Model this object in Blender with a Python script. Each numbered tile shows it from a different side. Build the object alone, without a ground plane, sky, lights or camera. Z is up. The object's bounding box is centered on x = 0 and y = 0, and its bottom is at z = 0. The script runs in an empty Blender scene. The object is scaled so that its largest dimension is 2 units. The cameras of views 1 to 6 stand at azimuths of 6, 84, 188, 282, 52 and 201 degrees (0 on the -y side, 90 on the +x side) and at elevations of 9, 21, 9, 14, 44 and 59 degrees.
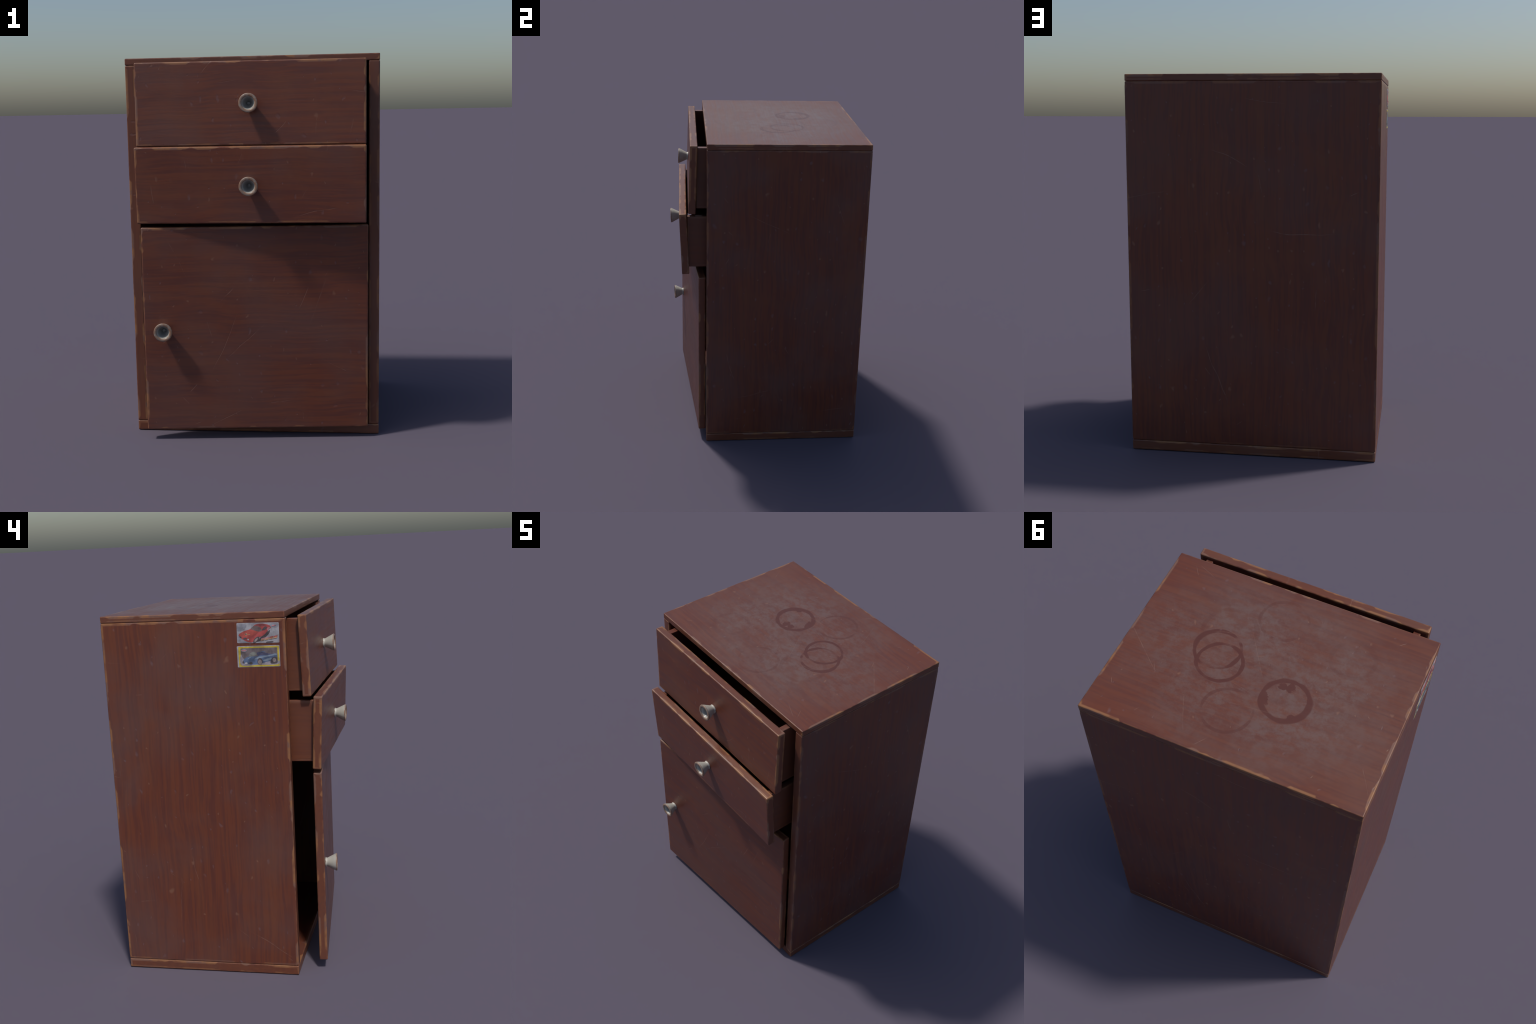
# A small stained-wood bedside cabinet: carcass of five boards, two drawers pulled
# slightly out, a door left ajar, three hollow conical knobs and two toy-car stickers.
import bpy, math, random
from mathutils import Vector, Matrix, noise

# ------------------------------------------------------------------ dimensions
HALF_W = 0.6555          # outside half width of the carcass (x)
FRONT_Y, BACK_Y = -0.3780, 0.6052
TOP_T, BOTTOM_T = 0.0350, 0.0530
PANEL_T = 0.055
BACK_T = 0.030
HEIGHT = 2.0
FRONT_T = 0.0455         # thickness of drawer fronts and door
FRONT_W = 1.171

# ------------------------------------------------------------------ node helper
class Nodes:
    """Tiny wrapper that lets node maths be written as expressions."""
    def __init__(self, name):
        self.mat = bpy.data.materials.new(name)
        self.mat.use_nodes = True
        self.t = self.mat.node_tree
        self.t.nodes.clear()
        self.out = self.t.nodes.new('ShaderNodeOutputMaterial')
        self.bsdf = self.t.nodes.new('ShaderNodeBsdfPrincipled')
        self.t.links.new(self.bsdf.outputs[0], self.out.inputs[0])
        tc = self.t.nodes.new('ShaderNodeTexCoord')
        self.obj = tc.outputs['Object']

    def put(self, sock, v):
        if isinstance(v, bpy.types.NodeSocket):
            self.t.links.new(v, sock)
        elif isinstance(v, (tuple, list)) and len(v) == 3 and sock.type == 'RGBA':
            sock.default_value = (*v, 1)
        else:
            sock.default_value = v

    def math(self, op, a, b=0.0, c=0.0, clamp=False):
        n = self.t.nodes.new('ShaderNodeMath'); n.operation = op; n.use_clamp = clamp
        for s, v in zip(n.inputs, (a, b, c)): self.put(s, v)
        return n.outputs[0]

    def vmath(self, op, a, b=(0, 0, 0)):
        n = self.t.nodes.new('ShaderNodeVectorMath'); n.operation = op
        self.put(n.inputs[0], a); self.put(n.inputs[1], b)
        return n.outputs['Value'] if op in ('LENGTH', 'DISTANCE', 'DOT_PRODUCT') else n.outputs[0]

    def xyz(self, v):
        n = self.t.nodes.new('ShaderNodeSeparateXYZ'); self.put(n.inputs[0], v)
        return n.outputs[0], n.outputs[1], n.outputs[2]

    def mapping(self, v, loc=(0, 0, 0), rot=(0, 0, 0), scale=(1, 1, 1)):
        n = self.t.nodes.new('ShaderNodeMapping')
        self.put(n.inputs[0], v)
        n.inputs['Location'].default_value = loc
        n.inputs['Rotation'].default_value = rot
        n.inputs['Scale'].default_value = scale
        return n.outputs[0]

    def noise(self, v, scale, detail=3.0, rough=0.55, dist=0.0):
        n = self.t.nodes.new('ShaderNodeTexNoise')
        self.put(n.inputs['Vector'], v)
        n.inputs['Scale'].default_value = scale
        n.inputs['Detail'].default_value = detail
        n.inputs['Roughness'].default_value = rough
        n.inputs['Distortion'].default_value = dist
        return n.outputs[0]

    def voronoi(self, v, scale, feature='F1'):
        n = self.t.nodes.new('ShaderNodeTexVoronoi'); n.feature = feature
        self.put(n.inputs['Vector'], v)
        n.inputs['Scale'].default_value = scale
        return n

    def step(self, v, lo, hi, a=0.0, b=1.0):
        """Smooth step of v from lo to hi."""
        n = self.t.nodes.new('ShaderNodeMapRange'); n.interpolation_type = 'SMOOTHSTEP'
        for k, x in zip(range(5), (v, lo, hi, a, b)): self.put(n.inputs[k], x)
        return n.outputs[0]

    def mix(self, f, a, b, blend='MIX'):
        n = self.t.nodes.new('ShaderNodeMix'); n.data_type = 'RGBA'; n.blend_type = blend
        self.put(n.inputs[0], f); self.put(n.inputs[6], a); self.put(n.inputs[7], b)
        return n.outputs[2]

    def bump(self, h, strength, distance=0.002):
        n = self.t.nodes.new('ShaderNodeBump')
        n.inputs['Strength'].default_value = strength
        n.inputs['Distance'].default_value = distance
        self.put(n.inputs['Height'], h)
        return n.outputs[0]

# ------------------------------------------------------------------ wood material
RED      = (0.149, 0.0418, 0.0205)
DARK_RED = (0.109, 0.0338, 0.0235)
ORANGE   = (0.166, 0.0545, 0.0245)
HAZE     = (0.114, 0.061, 0.054)
TAN      = (0.300, 0.138, 0.060)
PALE     = (0.205, 0.110, 0.080)

def scratch_lines(m, p2, seed, su, sv, count):
    """Single long scratches, each a faded line between two random points of the board's face."""
    rng = random.Random(int(seed * 1000) + 17)
    total = None
    for _ in range(count):
        u, v = rng.uniform(-su, su), rng.uniform(-sv, sv)
        if rng.random() < 0.35: ln = rng.uniform(0.14, 0.40)
        else: ln = rng.uniform(0.03, 0.12)
        a = rng.gauss(0, 0.75) + (math.pi / 2 if rng.random() < 0.65 else 0)
        d = (math.cos(a) * ln, math.sin(a) * ln, 0)
        rel = m.vmath('SUBTRACT', p2, (u, v, 0))
        t = m.math('DIVIDE', m.vmath('DOT_PRODUCT', rel, d), ln * ln)
        q = m.t.nodes.new('ShaderNodeVectorMath'); q.operation = 'SCALE'
        q.inputs[0].default_value = d
        m.put(q.inputs['Scale'], m.math('ADD', t, 0.0, clamp=True))
        dist = m.vmath('DISTANCE', rel, q.outputs[0])
        fade = m.math('MULTIPLY', m.step(t, 0.0, rng.uniform(0.15, 0.6)), m.step(t, 1.0, rng.uniform(0.6, 0.95)))
        w = rng.uniform(0.0020, 0.0042)
        k = m.math('MULTIPLY', m.math('MULTIPLY', m.step(dist, w, w * 0.2), fade), rng.uniform(0.3, 1.0))
        total = k if total is None else m.math('MAXIMUM', total, k)
    return total

def worn_wood(name, half, grain, seed, haze=0.40, rings=None, wear=1.0, scratches=1.0, tan=1.0, figure=0.9):
    """Red-brown stained board: half = half sizes, grain = axis of the grain."""
    m = Nodes(name)
    p = m.vmath('ADD', m.obj, (seed * 3.17, seed * 1.91, seed * 2.63))
    # grain: noise drawn out along the grain axis, with a slow sideways waver
    waver = m.noise(p, 2.6, 1.0)
    wv = m.math('MULTIPLY', m.math('SUBTRACT', waver, 0.5), 0.055)
    off = m.t.nodes.new('ShaderNodeCombineXYZ')
    for i in range(3):
        if i != grain: m.put(off.inputs[i], wv)
    pw = m.vmath('ADD', p, off.outputs[0])
    sc = [1.0, 1.0, 1.0]; sc[grain] = 0.028
    g_fine = m.noise(m.mapping(pw, scale=sc), 66.0, 2.0, 0.5)
    sc2 = [1.0, 1.0, 1.0]; sc2[grain] = 0.10
    g_wide = m.noise(m.mapping(pw, scale=sc2), 12.0, 2.0, 0.5)
    sc3 = [1.0, 1.0, 1.0]; sc3[grain] = 0.16
    fibre = m.noise(m.mapping(p, scale=sc3), 120.0, 2.0, 0.6)
    col = m.mix(m.step(g_fine, 0.36, 0.64, 0.5 - 0.5 * figure, 0.5 + 0.5 * figure), DARK_RED, RED)
    col = m.mix(m.math('MULTIPLY', m.step(g_wide, 0.50, 0.74), 0.40 * figure), col, ORANGE)
    col = m.mix(m.math('MULTIPLY', m.step(g_wide, 0.48, 0.28), 0.22 * figure), col, DARK_RED)
    # slow cloud of greyish bloom
    cloud = m.noise(p, 2.1, 4.0, 0.55, 0.3)
    col = m.mix(m.math('MULTIPLY', m.step(cloud, 0.38, 0.68), haze), col, HAZE)
    cloud2 = m.noise(m.vmath('ADD', p, (4, 9, 2)), 3.1, 4.0, 0.6)
    col = m.mix(m.math('MULTIPLY', m.step(cloud2, 0.50, 0.72), 0.35), col, ORANGE)
    if rings: col = top_marks(m, p, col, rings)
    # scratches, in the plane of the board's face
    thin = half.index(min(half)); ua, va = [i for i in range(3) if i != thin]
    bend = m.math('MULTIPLY', m.math('SUBTRACT', m.noise(p, 4.0, 1.0), 0.5), 0.05)
    c = m.xyz(m.obj)
    p2 = m.t.nodes.new('ShaderNodeCombineXYZ')
    m.put(p2.inputs[0], m.math('ADD', c[ua], bend)); m.put(p2.inputs[1], m.math('SUBTRACT', c[va], bend))
    scr = scratch_lines(m, p2.outputs[0], seed, half[ua], half[va], 16 if half[ua] * half[va] > 0.15 else 9)
    breaks = m.step(m.noise(p, 30.0, 2.0), 0.34, 0.55, 0.25, 1.0)
    scr = m.math('MULTIPLY', scr, breaks)
    col = m.mix(m.math('MULTIPLY', scr, 0.62 * scratches), col, PALE)
    # small knocks
    wn = m.t.nodes.new('ShaderNodeTexNoise'); m.put(wn.inputs['Vector'], p); wn.inputs['Scale'].default_value = 14.0
    warp = m.vmath('MULTIPLY', wn.outputs['Color'], (0.05, 0.05, 0.0))
    vs = m.voronoi(m.mapping(m.vmath('ADD', p2.outputs[0], warp), loc=(seed * 1.7, seed * 0.9, 0), scale=(1.3, 0.85, 1)), 12.0)
    vs.voronoi_dimensions = '2D'
    pick, size, tint = m.xyz(vs.outputs['Color'])
    rad = m.math('ADD', m.math('MULTIPLY', m.math('POWER', size, 2.0), 0.13), 0.065)
    spot = m.math('MULTIPLY', m.step(m.math('DIVIDE', vs.outputs['Distance'], rad), 1.0, 0.15), m.step(pick, 0.60, 0.62))
    col = m.mix(m.math('MULTIPLY', m.math('MULTIPLY', spot, m.step(tint, 0.0, 1.0, 0.5, 1.0)), 0.50 * scratches), col,
                m.mix(m.step(tint, 0.70, 0.72), (0.160, 0.105, 0.112), (0.24, 0.12, 0.075)))
    # worn edges: distance to the nearest edge of the board
    a = m.vmath('ABSOLUTE', m.obj)
    dx, dy, dz = m.xyz(m.vmath('SUBTRACT', half, a))
    mn = m.math('MINIMUM', dx, dy); mx = m.math('MAXIMUM', dx, dy)
    d = m.math('MAXIMUM', mn, m.math('MINIMUM', mx, dz))
    # sawn narrow faces took the stain a little more orange
    narrow = m.step((dx, dy, dz)[thin], 0.003, 0.009)
    col = m.mix(m.math('MULTIPLY', narrow, 0.45), col, (0.158, 0.056, 0.028))
    n1 = m.noise(m.vmath('ADD', p, (2, 2, 9)), 6.0, 2.0, 0.5)
    n2 = m.noise(m.vmath('ADD', p, (6, 1, 4)), 26.0, 2.0, 0.5)
    width = m.math('ADD', m.math('MULTIPLY', m.math('SUBTRACT', n1, 0.445), 0.150 * wear),
                   m.math('MULTIPLY', m.math('SUBTRACT', n2, 0.5), 0.014))
    width = m.math('MINIMUM', width, 0.0125 * wear)
    e1 = m.step(m.math('SUBTRACT', width, d), -0.0035, 0.0035)
    e1 = m.math('MULTIPLY', e1, m.step(c[2], -half[2] * 0.999 + 0.004, -half[2] * 0.999 + 0.013, 0.12, 1.0))
    n3 = m.noise(m.vmath('ADD', p, (5, 7, 1)), 8.0, 3.0, 0.5)
    tone = m.mix(m.step(n3, 0.49, 0.57), TAN, PALE)
    tone = m.mix(m.step(n3, 0.45, 0.32), tone, (0.20, 0.078, 0.040))
    col = m.mix(m.math('MULTIPLY', e1, 0.78 * tan), col, tone)
    # the last few millimetres are rubbed nearly everywhere
    e2 = m.math('MULTIPLY', m.step(d, 0.007, 0.002), m.step(n2, 0.36, 0.56))
    col = m.mix(m.math('MULTIPLY', e2, 0.30 * tan), col, TAN)
    m.put(m.bsdf.inputs['Base Color'], col)
    rough = m.math('ADD', m.step(cloud, 0.35, 0.7, 0.36, 0.46), m.math('MULTIPLY', m.math('SUBTRACT', g_fine, 0.5), 0.2))
    m.put(m.bsdf.inputs['Roughness'], rough)
    m.bsdf.inputs['Specular IOR Level'].default_value = 0.45
    h = m.math('ADD', m.math('MULTIPLY', fibre, 0.25), m.math('MULTIPLY', g_fine, 0.5))
    h = m.math('SUBTRACT', h, m.math('MULTIPLY', m.math('MAXIMUM', scr, spot), 0.7))
    h = m.math('SUBTRACT', h, m.math('MULTIPLY', e1, 0.6))
    m.put(m.bsdf.inputs['Normal'], m.bump(h, 0.45, 0.0016))
    return m.mat

def top_marks(m, p, col, rings):
    """Dusty bloom and cup rings on the top board; rings = (x, y, radius, width, strength, gate)."""
    x, y, z = m.xyz(m.obj)
    e = m.math('SQRT', m.math('ADD', m.math('POWER', m.math('DIVIDE', x, 0.72), 2.0),
                              m.math('POWER', m.math('DIVIDE', y, 0.54), 2.0)))
    n = m.noise(m.mapping(p, scale=(0.85, 1, 1)), 21.0, 7.0, 0.72, 0.15)
    n_soft = m.noise(m.vmath('ADD', p, (3, 3, 3)), 3.6, 3.0, 0.5)
    f = m.math('MULTIPLY', m.step(e, 1.18, 0.45), m.step(n, 0.36, 0.64, 0.25, 1.0))
    f = m.math('MULTIPLY', f, m.step(n_soft, 0.36, 0.58, 0.60, 1.0))
    col = m.mix(m.math('MULTIPLY', f, 0.84), col, (0.146, 0.091, 0.080))
    flat = m.t.nodes.new('ShaderNodeCombineXYZ')
    m.put(flat.inputs[0], x); m.put(flat.inputs[1], y)
    wob = m.math('MULTIPLY', m.math('SUBTRACT', m.noise(p, 9.0, 2.0), 0.5), 0.012)
    total = None
    for i, (cx, cy, r, w, s, gate) in enumerate(rings):
        dist = m.math('ADD', m.vmath('DISTANCE', flat.outputs[0], (cx, cy, 0)), wob)
        d = m.math('ABSOLUTE', m.math('SUBTRACT', dist, r))
        nb = m.noise(m.vmath('ADD', p, (i * 2.3, 5.1, i)), 8.0, 2.0)
        # width and strength change round the ring, so that it breaks up
        wide = m.math('MULTIPLY', m.step(nb, 0.30, 0.70, 0.65, 1.7), w)
        k = m.step(m.math('DIVIDE', d, wide), 1.25, 0.7)
        k = m.math('MULTIPLY', k, m.step(nb, gate, gate + 0.10, 0.15, 1.0))
        k = m.math('MULTIPLY', k, s)
        total = k if total is None else m.math('MAXIMUM', total, k)
    # blots of the spilt drink along the fresh ring: (x, y, half sizes)
    ragged = m.math('MULTIPLY', m.math('SUBTRACT', m.noise(p, 42.0, 4.0), 0.5), 2.4)
    inside = m.step(m.vmath('DISTANCE', flat.outputs[0], (FRESH[0], FRESH[1], 0)), 0.122, 0.112)
    for bx, by, rx, ry in BLOTS:
        q = m.vmath('DIVIDE', m.vmath('SUBTRACT', flat.outputs[0], (bx, by, 0)), (rx, ry, 1))
        k = m.step(m.math('ADD', m.vmath('LENGTH', q), ragged), 1.1, 0.85)
        total = m.math('MAXIMUM', total, m.math('MULTIPLY', k, inside))
    return m.mix(m.math('MULTIPLY', total, 0.92), col, (0.094, 0.029, 0.021))

def plain(name, colour, rough=0.5, vary=0.12, scale=30.0):
    m = Nodes(name)
    n = m.noise(m.obj, scale, 2.0)
    dark = tuple(c * (1 - vary) for c in colour); light = tuple(min(1, c * (1 + vary)) for c in colour)
    m.put(m.bsdf.inputs['Base Color'], m.mix(m.step(n, 0.3, 0.7), dark, light))
    m.bsdf.inputs['Roughness'].default_value = rough
    return m.mat

def knob_material():
    """Off-white painted knob, rubbed to bare orange wood on the rim and the foot."""
    m = Nodes('painted_knob')
    x, y, z = m.xyz(m.obj)                       # knob axis is local z, foot at z = 0
    rad = m.math('SQRT', m.math('ADD', m.math('MULTIPLY', x, x), m.math('MULTIPLY', y, y)))
    n = m.noise(m.obj, 60.0, 3.0)
    n2 = m.noise(m.obj, 25.0, 3.0)
    paint = m.mix(m.step(n2, 0.35, 0.7), (0.42, 0.41, 0.365), (0.50, 0.49, 0.44))
    # painted shade darkening the hollow, and a screw head at its bottom
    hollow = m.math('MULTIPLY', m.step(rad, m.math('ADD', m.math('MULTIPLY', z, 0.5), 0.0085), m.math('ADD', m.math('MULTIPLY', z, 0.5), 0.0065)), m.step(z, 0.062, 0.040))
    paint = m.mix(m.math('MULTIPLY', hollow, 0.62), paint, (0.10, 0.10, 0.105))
    rim = m.math('MULTIPLY', m.step(z, 0.0570, 0.0605), m.step(rad, 0.0310, 0.0335))
    rim = m.math('MULTIPLY', rim, m.step(n, 0.30, 0.52, 0.60, 1.0))
    foot = m.math('MULTIPLY', m.step(z, 0.0065, 0.002), m.step(n, 0.40, 0.60))
    wood = m.mix(m.step(n2, 0.42, 0.60), (0.235, 0.115, 0.060), (0.20, 0.145, 0.112))
    col = m.mix(m.math('MULTIPLY', m.math('MAXIMUM', rim, foot), 0.9), paint, wood)
    m.put(m.bsdf.inputs['Base Color'], col)
    m.bsdf.inputs['Roughness'].default_value = 0.38
    return m.mat

# ------------------------------------------------------------------ mesh builders
def new_object(name, verts, faces, mats, parent=None, loc=(0, 0, 0), smooth=True, face_mats=None):
    me = bpy.data.meshes.new(name)
    me.from_pydata(verts, [], faces)
    for mt in mats: me.materials.append(mt)
    if face_mats: me.polygons.foreach_set('material_index', face_mats)
    if smooth: me.polygons.foreach_set('use_smooth', [True] * len(me.polygons))
    me.update()
    o = bpy.data.objects.new(name, me)
    bpy.context.scene.collection.objects.link(o)
    o.location = loc
    if parent: o.parent = parent
    return o

def lines(h, rmax, step):
    """Grid lines from -h to h, dense within the rounded edge."""
    f = [0, 0.22, 0.45, 0.7, 1.0, 1.25]
    e = [h - rmax * k for k in f]
    inner = e[-1]
    n = max(1, round(2 * inner / step))
    mid = [-inner + 2 * inner * i / n for i in range(1, n)]
    return [-v for v in e] + mid + e[::-1]

def board_geometry(half, radius, seed, step=0.013, dent=0.30, sharp=None):
    """Box with knocked, unevenly rounded edges.
    sharp(p) may return a cap for the local edge radius."""
    rmax = min(radius * 1.75, min(half) * 0.80)
    L = [lines(h, rmax, step) for h in half]
    verts, index, faces = [], {}, []
    sv = Vector((seed * 5.3, seed * 2.9, seed * 7.7))
    def vert(i, j, k):
        key = (i, j, k)
        if key in index: return index[key]
        p = Vector((L[0][i], L[1][j], L[2][k]))
        q0 = p + sv
        r = radius * (0.80 + dent * (0.75 * noise.noise(q0 * 11.0) + 0.55 * noise.noise(q0 * 31.0)))
        if sharp: r = min(r, sharp(p))
        r = max(0.0012, min(rmax, r))
        q = Vector([max(-(h - r), min(h - r, c)) for h, c in zip(half, p)])
        d = p - q
        if d.length > 1e-9: p = q + d.normalized() * r
        index[key] = len(verts); verts.append(p)
        return index[key]
    n = [len(l) for l in L]
    for ax in range(3):
        u, v = (ax + 1) % 3, (ax + 2) % 3
        for side in (0, n[ax] - 1):
            for a in range(n[u] - 1):
                for b in range(n[v] - 1):
                    quad = []
                    for da, db in ((0, 0), (1, 0), (1, 1), (0, 1)):
                        c = [0, 0, 0]; c[ax] = side; c[u] = a + da; c[v] = b + db
                        quad.append(vert(*c))
                    faces.append(quad if side else quad[::-1])
    return verts, faces

def board(name, centre, half, grain, seed, parent, radius=0.006, dent=0.25, warp=None, sharp=None, **look):
    v, f = board_geometry(half, radius, seed, dent=dent, sharp=sharp)
    if warp: v = [warp(p) for p in v]
    mat = worn_wood('worn_wood_' + name, half, grain, seed, **look)
    return new_object(name, v, f, [mat], parent, centre)

def lathe(profile, segments=40):
    """Turn (height, radius) pairs about local z."""
    verts, faces, rows = [], [], []
    for h, r in profile:
        if r < 1e-6:
            rows.append([len(verts)] * segments); verts.append((0, 0, h))
        else:
            rows.append(list(range(len(verts), len(verts) + segments)))
            verts += [(r * math.cos(2 * math.pi * s / segments), r * math.sin(2 * math.pi * s / segments), h)
                      for s in range(segments)]
    for a, b in zip(rows, rows[1:]):
        for s in range(segments):
            t = (s + 1) % segments
            q = []
            for i in (a[s], a[t], b[t], b[s]):
                if i not in q: q.append(i)
            if len(q) > 2: faces.append(q)
    return verts, faces

KNOB_PROFILE = [(0, 0), (0, 0.0265), (0.0030, 0.0268), (0.0058, 0.0250), (0.0085, 0.0238), (0.011, 0.0240),
                (0.020, 0.0285), (0.035, 0.0362), (0.050, 0.0438), (0.0570, 0.0472), (0.0600, 0.0484),
                (0.0630, 0.0482), (0.0650, 0.0466), (0.0658, 0.0440), (0.0658, 0.0390), (0.0650, 0.0358),
                (0.0630, 0.0338), (0.060, 0.0326), (0.045, 0.0255), (0.030, 0.0180), (0.018, 0.0125),
                (0.0110, 0.0105), (0.0100, 0.0095), (0.0100, 0.0088), (0.0130, 0.0080), (0.0142, 0.0060), (0.0145, 0)]

# ------------------------------------------------------------------ the cabinet
cabinet = bpy.data.objects.new('bedside_cabinet', None)
bpy.context.scene.collection.objects.link(cabinet)
cabinet['label'] = 'worn red-brown wooden bedside cabinet with two open drawers and door ajar'
cabinet['category'] = 'bedside cabinet'

mid_y = (FRONT_Y + BACK_Y) / 2
half_d = (BACK_Y - FRONT_Y) / 2
Z0, Z1 = BOTTOM_T + 0.0006, HEIGHT - TOP_T - 0.0006
mid_z, half_z = (Z0 + Z1) / 2, (Z1 - Z0) / 2

# cup rings: (x, y, radius, half width, strength, break-up) in the top board's own frame
RINGS = [(x, y - mid_y, r, w, s, g) for x, y, r, w, s, g in [
    (0.243, 0.079, 0.105, 0.0078, 1.00, 0.34),
    (0.204, 0.141, 0.103, 0.0082, 1.00, 0.32),
    (0.065, 0.362, 0.113, 0.0054, 0.55, 0.38),
    (-0.142, 0.212, 0.106, 0.0115, 1.00, 0.05),
    (0.037, -0.195, 0.113, 0.0054, 0.48, 0.44),
    (0.238, -0.040, 0.123, 0.0080, 0.28, 0.42),
    (0.010, 0.190, 0.120, 0.0080, 0.22, 0.42),
    (-0.330, -0.115, 0.100, 0.0080, 0.25, 0.40)]]

FRESH = (-0.142, 0.212 - mid_y)
BLOTS = [(-0.054, 0.245 - mid_y, 0.020, 0.040), (-0.104, 0.146 - mid_y, 0.022, 0.018),
         (-0.138, 0.142 - mid_y, 0.018, 0.026), (-0.213, 0.282 - mid_y, 0.026, 0.020)]

top_board = board('top_board', (0, mid_y, HEIGHT - TOP_T / 2), (HALF_W, half_d, TOP_T / 2), 0, 1.0, cabinet,
                  radius=0.0055, dent=0.10, haze=0.25, rings=RINGS, figure=0.6, scratches=0.8)
bottom_board = board('bottom_board', (0, mid_y, BOTTOM_T / 2), (HALF_W, half_d, BOTTOM_T / 2), 0, 2.0, cabinet,
                     radius=0.0068)

def mitred_side(inward):
    """Side panels are mitred into the back panel, so that no joint shows outside."""
    def warp(p):
        w = max(0.0, min(1.0, (p.y - (half_d - 0.12)) / 0.12))
        f = (p.x * inward + PANEL_T / 2) / PANEL_T        # 0 outside, 1 inside
        return Vector((p.x, p.y - w * f * (BACK_T + 0.0006), p.z))
    return warp

def at_back(p): return 0.0022 if p.y > half_d - 0.05 and abs(p.z) < half_z - 0.02 else 1.0

for side in (-1, 1):
    board('side_panel', (side * (HALF_W - PANEL_T / 2), mid_y, mid_z), (PANEL_T / 2, half_d, half_z), 2,
          3.0 + side * 0.4, cabinet, radius=0.0066, warp=mitred_side(-side), sharp=at_back, haze=0.55,
          tan=1.0 if side < 0 else 0.6)  # right panel's edge tan toned down to bake in that side's shade

def mitred_back(p):
    f = (BACK_T / 2 - p.y) / BACK_T                       # 0 outside, 1 inside
    w = max(0.0, min(1.0, (abs(p.x) - (HALF_W - 0.12)) / 0.12))
    return Vector((p.x - math.copysign(1, p.x) * w * f * (PANEL_T + 0.0006), p.y, p.z))

board('back_panel', (0, BACK_Y - BACK_T / 2, mid_z), (HALF_W, BACK_T / 2, half_z), 2, 4.2, cabinet,
      radius=0.0060, warp=mitred_back,
      sharp=lambda p: 0.0022 if abs(p.x) > HALF_W - 0.05 and abs(p.z) < half_z - 0.02 else 1.0, haze=0.35, tan=0.55)  # weaker tan: edges tinted duller because the back lies in shadow

# rails between drawers and cupboard, wood colour blackened to paint the gaps' shadow
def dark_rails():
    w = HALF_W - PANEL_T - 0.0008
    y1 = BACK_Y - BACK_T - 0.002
    mat = plain('shadow_blackened_wood', (0.014, 0.0085, 0.007), 0.7, 0.25, 8.0)
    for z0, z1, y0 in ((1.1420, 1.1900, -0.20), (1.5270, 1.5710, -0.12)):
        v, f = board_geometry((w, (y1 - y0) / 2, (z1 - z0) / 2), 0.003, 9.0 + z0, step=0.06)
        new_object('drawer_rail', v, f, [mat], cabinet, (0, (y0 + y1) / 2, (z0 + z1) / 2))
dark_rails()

# ------------------------------------------------------------------ knobs
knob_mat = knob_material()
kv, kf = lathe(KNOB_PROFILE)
knob_mesh = None
def add_knob(parent, loc, tilt=0.0):
    """Knob axis points towards the viewer (-y) of its parent."""
    global knob_mesh
    if knob_mesh is None:
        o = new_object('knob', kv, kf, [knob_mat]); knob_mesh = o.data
    else:
        o = bpy.data.objects.new('knob', knob_mesh)
        bpy.context.scene.collection.objects.link(o)
    o.parent = parent
    o.location = loc
    o.rotation_euler = (math.radians(90) + tilt, 0, 0)
    return o

# ------------------------------------------------------------------ drawers
BOX_HALF_W, WALL_T = 0.549, 0.036
def drawer(face_y_top, face_y_bottom, z_bottom, z_top, box_z0, box_z1, depth, seed):
    """A drawer box of four walls and a floor, with a slightly leaning front and its knob."""
    zc, hz = (z_top + z_bottom) / 2, (z_top - z_bottom) / 2
    yc = (face_y_top + face_y_bottom) / 2
    lean = math.atan2(face_y_bottom - face_y_top, z_top - z_bottom)
    back_of_front = yc + FRONT_T - 0.004
    bz, bh = (box_z0 + box_z1) / 2, (box_z1 - box_z0) / 2
    by, bd = back_of_front + depth / 2, depth / 2
    # boards of the box, gathered in one mesh
    V, F = [], []
    def add(c, half, s):
        v, f = board_geometry(half, 0.0045, seed + s, step=0.03)
        n = len(V); V.extend(p + Vector(c) for p in v); F.extend([i + n for i in q] for q in f)
    for k, sx in enumerate((-1, 1)):
        add((sx * (BOX_HALF_W - WALL_T / 2), 0, 0), (WALL_T / 2, bd, bh), 0.3 * k)
    inner = BOX_HALF_W - WALL_T - 0.0008
    add((0, bd - 0.018, 0.001), (inner, 0.017, bh - 0.002), 0.7)
    add((0, 0, -bh + 0.014), (inner, bd - 0.036, 0.010), 0.9)
    mat = worn_wood('worn_wood_drawer_box', (BOX_HALF_W, bd, bh), 1, seed, haze=0.3, tan=0.35, scratches=0.4)
    box = new_object('drawer', V, F, [mat], cabinet, (0, by, bz))
    front = board('drawer_front', (0, yc + FRONT_T / 2 - by, zc - bz), (FRONT_W / 2, FRONT_T / 2, hz), 0, seed + 0.5,
                  box, radius=0.0076, haze=0.42, scratches=0.75)
    front.rotation_euler = (lean, 0, 0)
    add_knob(box, (0, yc + 0.0005 - by, zc - bz), lean)
    return box

drawer(-0.4765, -0.4890, 1.5490, 1.9720, 1.5745, 1.9520, 0.80, 5.0)
drawer(-0.5450, -0.5285, 1.1585, 1.5490, 1.1945, 1.5230, 0.80, 6.0)

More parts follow.
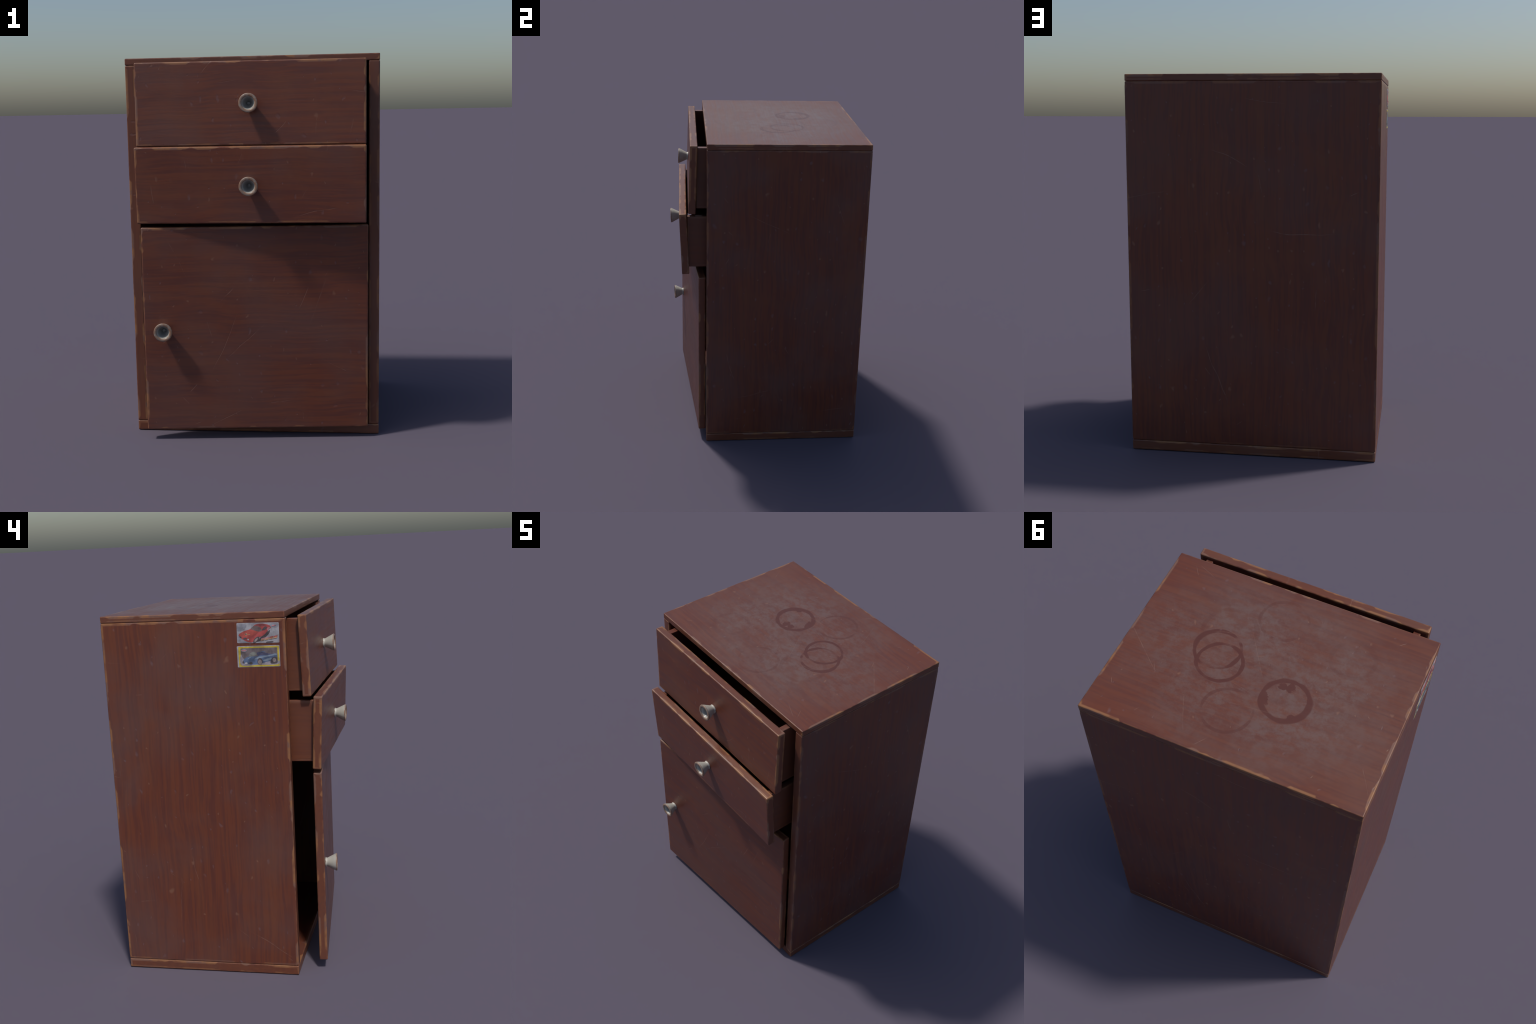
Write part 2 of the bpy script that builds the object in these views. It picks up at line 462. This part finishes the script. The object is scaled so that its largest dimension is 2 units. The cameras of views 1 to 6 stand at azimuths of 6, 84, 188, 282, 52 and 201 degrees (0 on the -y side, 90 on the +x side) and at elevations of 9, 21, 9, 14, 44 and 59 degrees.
# ------------------------------------------------------------------ door, hinged on the right, ajar
DOOR_Z0, DOOR_Z1 = 0.0560, 1.1375
right = Vector((0.5978, -0.4262, 0)); left = Vector((-0.5687, -0.5285, 0))
swing = math.atan2(right.y - left.y, right.x - left.x)
dhz = (DOOR_Z1 - DOOR_Z0) / 2
inwards = Vector((-math.sin(swing), math.cos(swing), 0))
centre = (right + left) / 2 + inwards * FRONT_T / 2 + Vector((0, 0, (DOOR_Z0 + DOOR_Z1) / 2))
door = board('door', centre, (FRONT_W / 2, FRONT_T / 2, dhz), 0, 7.3, cabinet, radius=0.0076, haze=0.42, scratches=0.75)
door.rotation_euler = (0, 0, swing)
add_knob(door, (-FRONT_W / 2 + 0.1045, -FRONT_T / 2 + 0.0005, 0.0015))

# ------------------------------------------------------------------ stickers on the left side
def smooth_loop(pts, n=6):
    """Closed Catmull-Rom curve through a few hand-placed points."""
    out, N = [], len(pts)
    for i in range(N):
        p0, p1, p2, p3 = (Vector(pts[(i + k) % N]) for k in (-1, 0, 1, 2))
        for s in range(n):
            t = s / n
            out.append(0.5 * ((2 * p1) + (p2 - p0) * t + (2 * p0 - 5 * p1 + 4 * p2 - p3) * t * t
                              + (3 * p1 - p0 - 3 * p2 + p3) * t ** 3))
    return out

def ellipse(cx, cy, rx, ry, rot=0.0, n=20):
    c, s = math.cos(rot), math.sin(rot)
    return [Vector((cx + rx * math.cos(a) * c - ry * math.sin(a) * s, cy + rx * math.cos(a) * s + ry * math.sin(a) * c))
            for a in (2 * math.pi * k / n for k in range(n))]

def rounded(x0, y0, x1, y1, r, n=5):
    out = []
    for cx, cy, a0 in ((x1 - r, y1 - r, 0), (x0 + r, y1 - r, 90), (x0 + r, y0 + r, 180), (x1 - r, y0 + r, 270)):
        out += [Vector((cx + r * math.cos(math.radians(a0 + 90 * k / n)), cy + r * math.sin(math.radians(a0 + 90 * k / n))))
                for k in range(n + 1)]
    return out

class Print:
    """Layers of ink: thin raised outlines stacked on a sticker.
    u runs to the viewer's right (-y), v up; both 0..1 over the sticker."""
    def __init__(self, w, h):
        self.w, self.h = w, h
        self.V, self.F, self.M, self.mats, self.level = [], [], [], [], 0
    def ink(self, outline, mat, step=True):
        if mat not in self.mats: self.mats.append(mat)
        if step: self.level += 1
        top = -(0.0005 + 0.00007 * self.level)
        n0, n = len(self.V), len(outline)
        area = sum(a.x * b.y - b.x * a.y for a, b in zip(outline, outline[1:] + outline[:1]))
        if area < 0: outline = outline[::-1]
        for x in (0.0, top):
            self.V += [(x, -(p.x - 0.5) * self.w, (p.y - 0.5) * self.h) for p in outline]
        self.F.append([n0 + n + i for i in range(n)])
        self.F += [[n0 + i, n0 + (i + 1) % n, n0 + n + (i + 1) % n, n0 + n + i] for i in range(n)]
        self.M += [self.mats.index(mat)] * (n + 1)
    def build(self, name, parent, loc=(-0.0003, 0, 0)):
        return new_object(name, self.V, self.F, self.mats, parent, loc, False, self.M)

def paper(name, w, h, mat, y, z, turn):
    v, f = [], []
    o = [Vector((p.x * w, p.y * h)) for p in rounded(-0.5, -0.5, 0.5, 0.5, 0.03)]
    n = len(o)
    for x in (0.0012, -0.0002):
        v += [(x, -p.x, p.y) for p in o]
    f = [[n + i for i in range(n)], list(range(n))[::-1]] + \
        [[i, (i + 1) % n, n + (i + 1) % n, n + i] for i in range(n)]
    ob = new_object(name, v, f, [mat], cabinet, (-HALF_W - 0.0006, y, z), False)
    ob.rotation_euler = (turn, 0, 0)
    return ob

def faded(c):
    return tuple(0.82 * a + 0.18 * b for a, b in zip(c, (0.22, 0.20, 0.21)))

ink = {k: plain('ink_' + k, faded(c), 0.45, v + 0.08) for k, (c, v) in {
    'silver': ((0.33, 0.325, 0.355), 0.15), 'lilac': ((0.255, 0.255, 0.30), 0.2), 'red': ((0.40, 0.042, 0.036), 0.2),
    'orange_red': ((0.44, 0.055, 0.034), 0.15), 'dark_red': ((0.25, 0.030, 0.032), 0.2),
    'glass': ((0.13, 0.085, 0.080), 0.3), 'black': ((0.045, 0.032, 0.036), 0.3), 'gold': ((0.45, 0.24, 0.12), 0.2),
    'pink': ((0.50, 0.20, 0.22), 0.2), 'white': ((0.50, 0.49, 0.50), 0.1), 'yellow': ((0.52, 0.39, 0.01), 0.15),
    'dusk': ((0.125, 0.095, 0.10), 0.2), 'road': ((0.30, 0.27, 0.31), 0.2), 'blue': ((0.060, 0.110, 0.215), 0.3),
    'light_blue': ((0.20, 0.26, 0.33), 0.2), 'navy': ((0.035, 0.040, 0.10), 0.3), 'wheel': ((0.26, 0.21, 0.20), 0.2),
    'green_grey': ((0.16, 0.17, 0.15), 0.3)}.items()}

# first sticker: red sports car, seen from its front corner, on silver
S1W, S1H = 0.219, 0.102
s1 = paper('sticker', S1W, S1H, ink['silver'], -0.2378, 1.8935, math.radians(0.6))
pr = Print(S1W, S1H)
L = lambda pts, n=5: smooth_loop(pts, n)
pr.ink(L([(.02, .62), (.16, .66), (.24, .90), (.10, .96), (.02, .94)]), ink['lilac'])
pr.ink(L([(.03, .06), (.30, .04), (.10, .30), (.03, .38)]), ink['lilac'])
pr.ink(L([(.80, .80), (.97, .78), (.97, .96), (.82, .97)]), ink['lilac'])
pr.ink(L([(.40, .06), (.55, .10), (.74, .40), (.79, .62), (.70, .52), (.52, .20)]), ink['black'])
pr.ink(L([(.05, .44), (.16, .58), (.33, .70), (.44, .90), (.60, .95), (.76, .88), (.81, .76), (.76, .66), (.66, .42),
          (.54, .28), (.46, .20), (.38, .05), (.26, .05), (.12, .20), (.06, .32)], 6), ink['red'])
pr.ink(L([(.06, .43), (.18, .56), (.34, .66), (.50, .58), (.40, .40), (.22, .30), (.10, .32)]), ink['orange_red'])
pr.ink(L([(.46, .90), (.60, .94), (.72, .86), (.60, .83), (.50, .84)]), ink['dark_red'])
pr.ink(L([(.33, .70), (.43, .85), (.55, .78), (.60, .60), (.52, .56), (.42, .62)]), ink['glass'])
pr.ink(L([(.60, .62), (.66, .80), (.72, .78), (.69, .66)]), ink['black'])
pr.ink(L([(.72, .72), (.78, .78), (.78, .70), (.73, .62)]), ink['pink'])
pr.ink(L([(.19, .44), (.23, .50), (.25, .42), (.21, .38)]), ink['gold'])
pr.ink(ellipse(.215, .44, .018, .035), ink['black'])
pr.ink(ellipse(.29, .42, .030, .020), ink['gold'])
pr.ink(ellipse(.085, .30, .022, .045, 0.5), ink['black'])
pr.ink(ellipse(.19, .225, .042, .050, -0.5), ink['black'])
pr.ink(ellipse(.265, .17, .020, .038), ink['white'])
pr.ink(ellipse(.455, .16, .050, .165, -0.35), ink['black'])
pr.ink(ellipse(.455, .15, .026, .095, -0.35), ink['wheel'])
for k in range(4):          # slanting lettering, too blurred in the original to be read
    u = .56 + .10 * k
    pr.ink([Vector((u, .10 + .035 * k)), Vector((u + .085, .125 + .035 * k)), Vector((u + .105, .24 + .035 * k)),
            Vector((u + .018, .215 + .035 * k))], ink['gold'], step=(k == 0))
    pr.ink([Vector((u + .012, .175 + .035 * k)), Vector((u + .094, .20 + .035 * k)), Vector((u + .105, .262 + .035 * k)),
            Vector((u + .020, .225 + .035 * k))], ink['red' if k > 1 else 'pink'], step=True)
pr.ink(L([(.84, .82), (.92, .84), (.93, .88), (.85, .87)]), ink['pink'])
pr.ink(L([(.70, .03), (.85, .05), (.84, .08), (.72, .06)]), ink['black'])
pr.build('car_picture', s1)

# second sticker: blue sports car seen from the side, in a yellow frame
S2W, S2H = 0.2225, 0.1090
s2 = paper('sticker', S2W, S2H, ink['silver'], -0.2355, 1.7740, math.radians(-0.3))
pr = Print(S2W, S2H)
pr.ink(rounded(.035, .02, .985, .965, .02), ink['yellow'])
pr.ink(rounded(.085, .10, .945, .895, .02), ink['dusk'])
pr.ink(L([(.09, .105), (.50, .10), (.94, .105), (.94, .30), (.60, .34), (.30, .26), (.14, .42), (.09, .62)]), ink['road'])
pr.ink(L([(.28, .50), (.40, .52), (.46, .62), (.40, .72), (.30, .64)]), ink['green_grey'])
pr.ink(L([(.60, .36), (.46, .64), (.56, .70), (.74, .62), (.88, .56), (.80, .44)]), ink['navy'])
pr.ink(L([(.13, .30), (.18, .42), (.28, .50), (.42, .50), (.56, .54), (.74, .56), (.90, .62), (.935, .56), (.92, .36),
          (.84, .30), (.66, .22), (.52, .14), (.36, .12), (.20, .16), (.13, .22)], 6), ink['blue'])
pr.ink(L([(.40, .36), (.46, .46), (.60, .50), (.76, .55), (.90, .61), (.93, .55), (.78, .50), (.62, .44), (.48, .38)]), ink['light_blue'])
pr.ink(L([(.60, .30), (.70, .38), (.80, .42), (.78, .33), (.66, .27)]), ink['light_blue'])
pr.ink(L([(.24, .40), (.31, .49), (.34, .48), (.27, .40)]), ink['light_blue'])
pr.ink(L([(.52, .66), (.60, .74), (.68, .68), (.60, .70)]), ink['blue'])
pr.ink(ellipse(.53, .26, .062, .165), ink['black'])
pr.ink(ellipse(.53, .22, .044, .125), ink['wheel'])
pr.ink(L([(.78, .16), (.80, .36), (.87, .46), (.93, .40), (.93, .17)]), ink['black'])
pr.ink(ellipse(.865, .31, .040, .095), ink['wheel'])
pr.ink(ellipse(.315, .19, .042, .060), ink['black'])
pr.ink(ellipse(.205, .19, .032, .040), ink['white'])
pr.ink(ellipse(.135, .24, .018, .055), ink['black'])
pr.ink(ellipse(.165, .79, .070, .070), ink['light_blue'])
pr.ink(ellipse(.165, .79, .062, .042), ink['pink'])
pr.build('car_picture', s2)
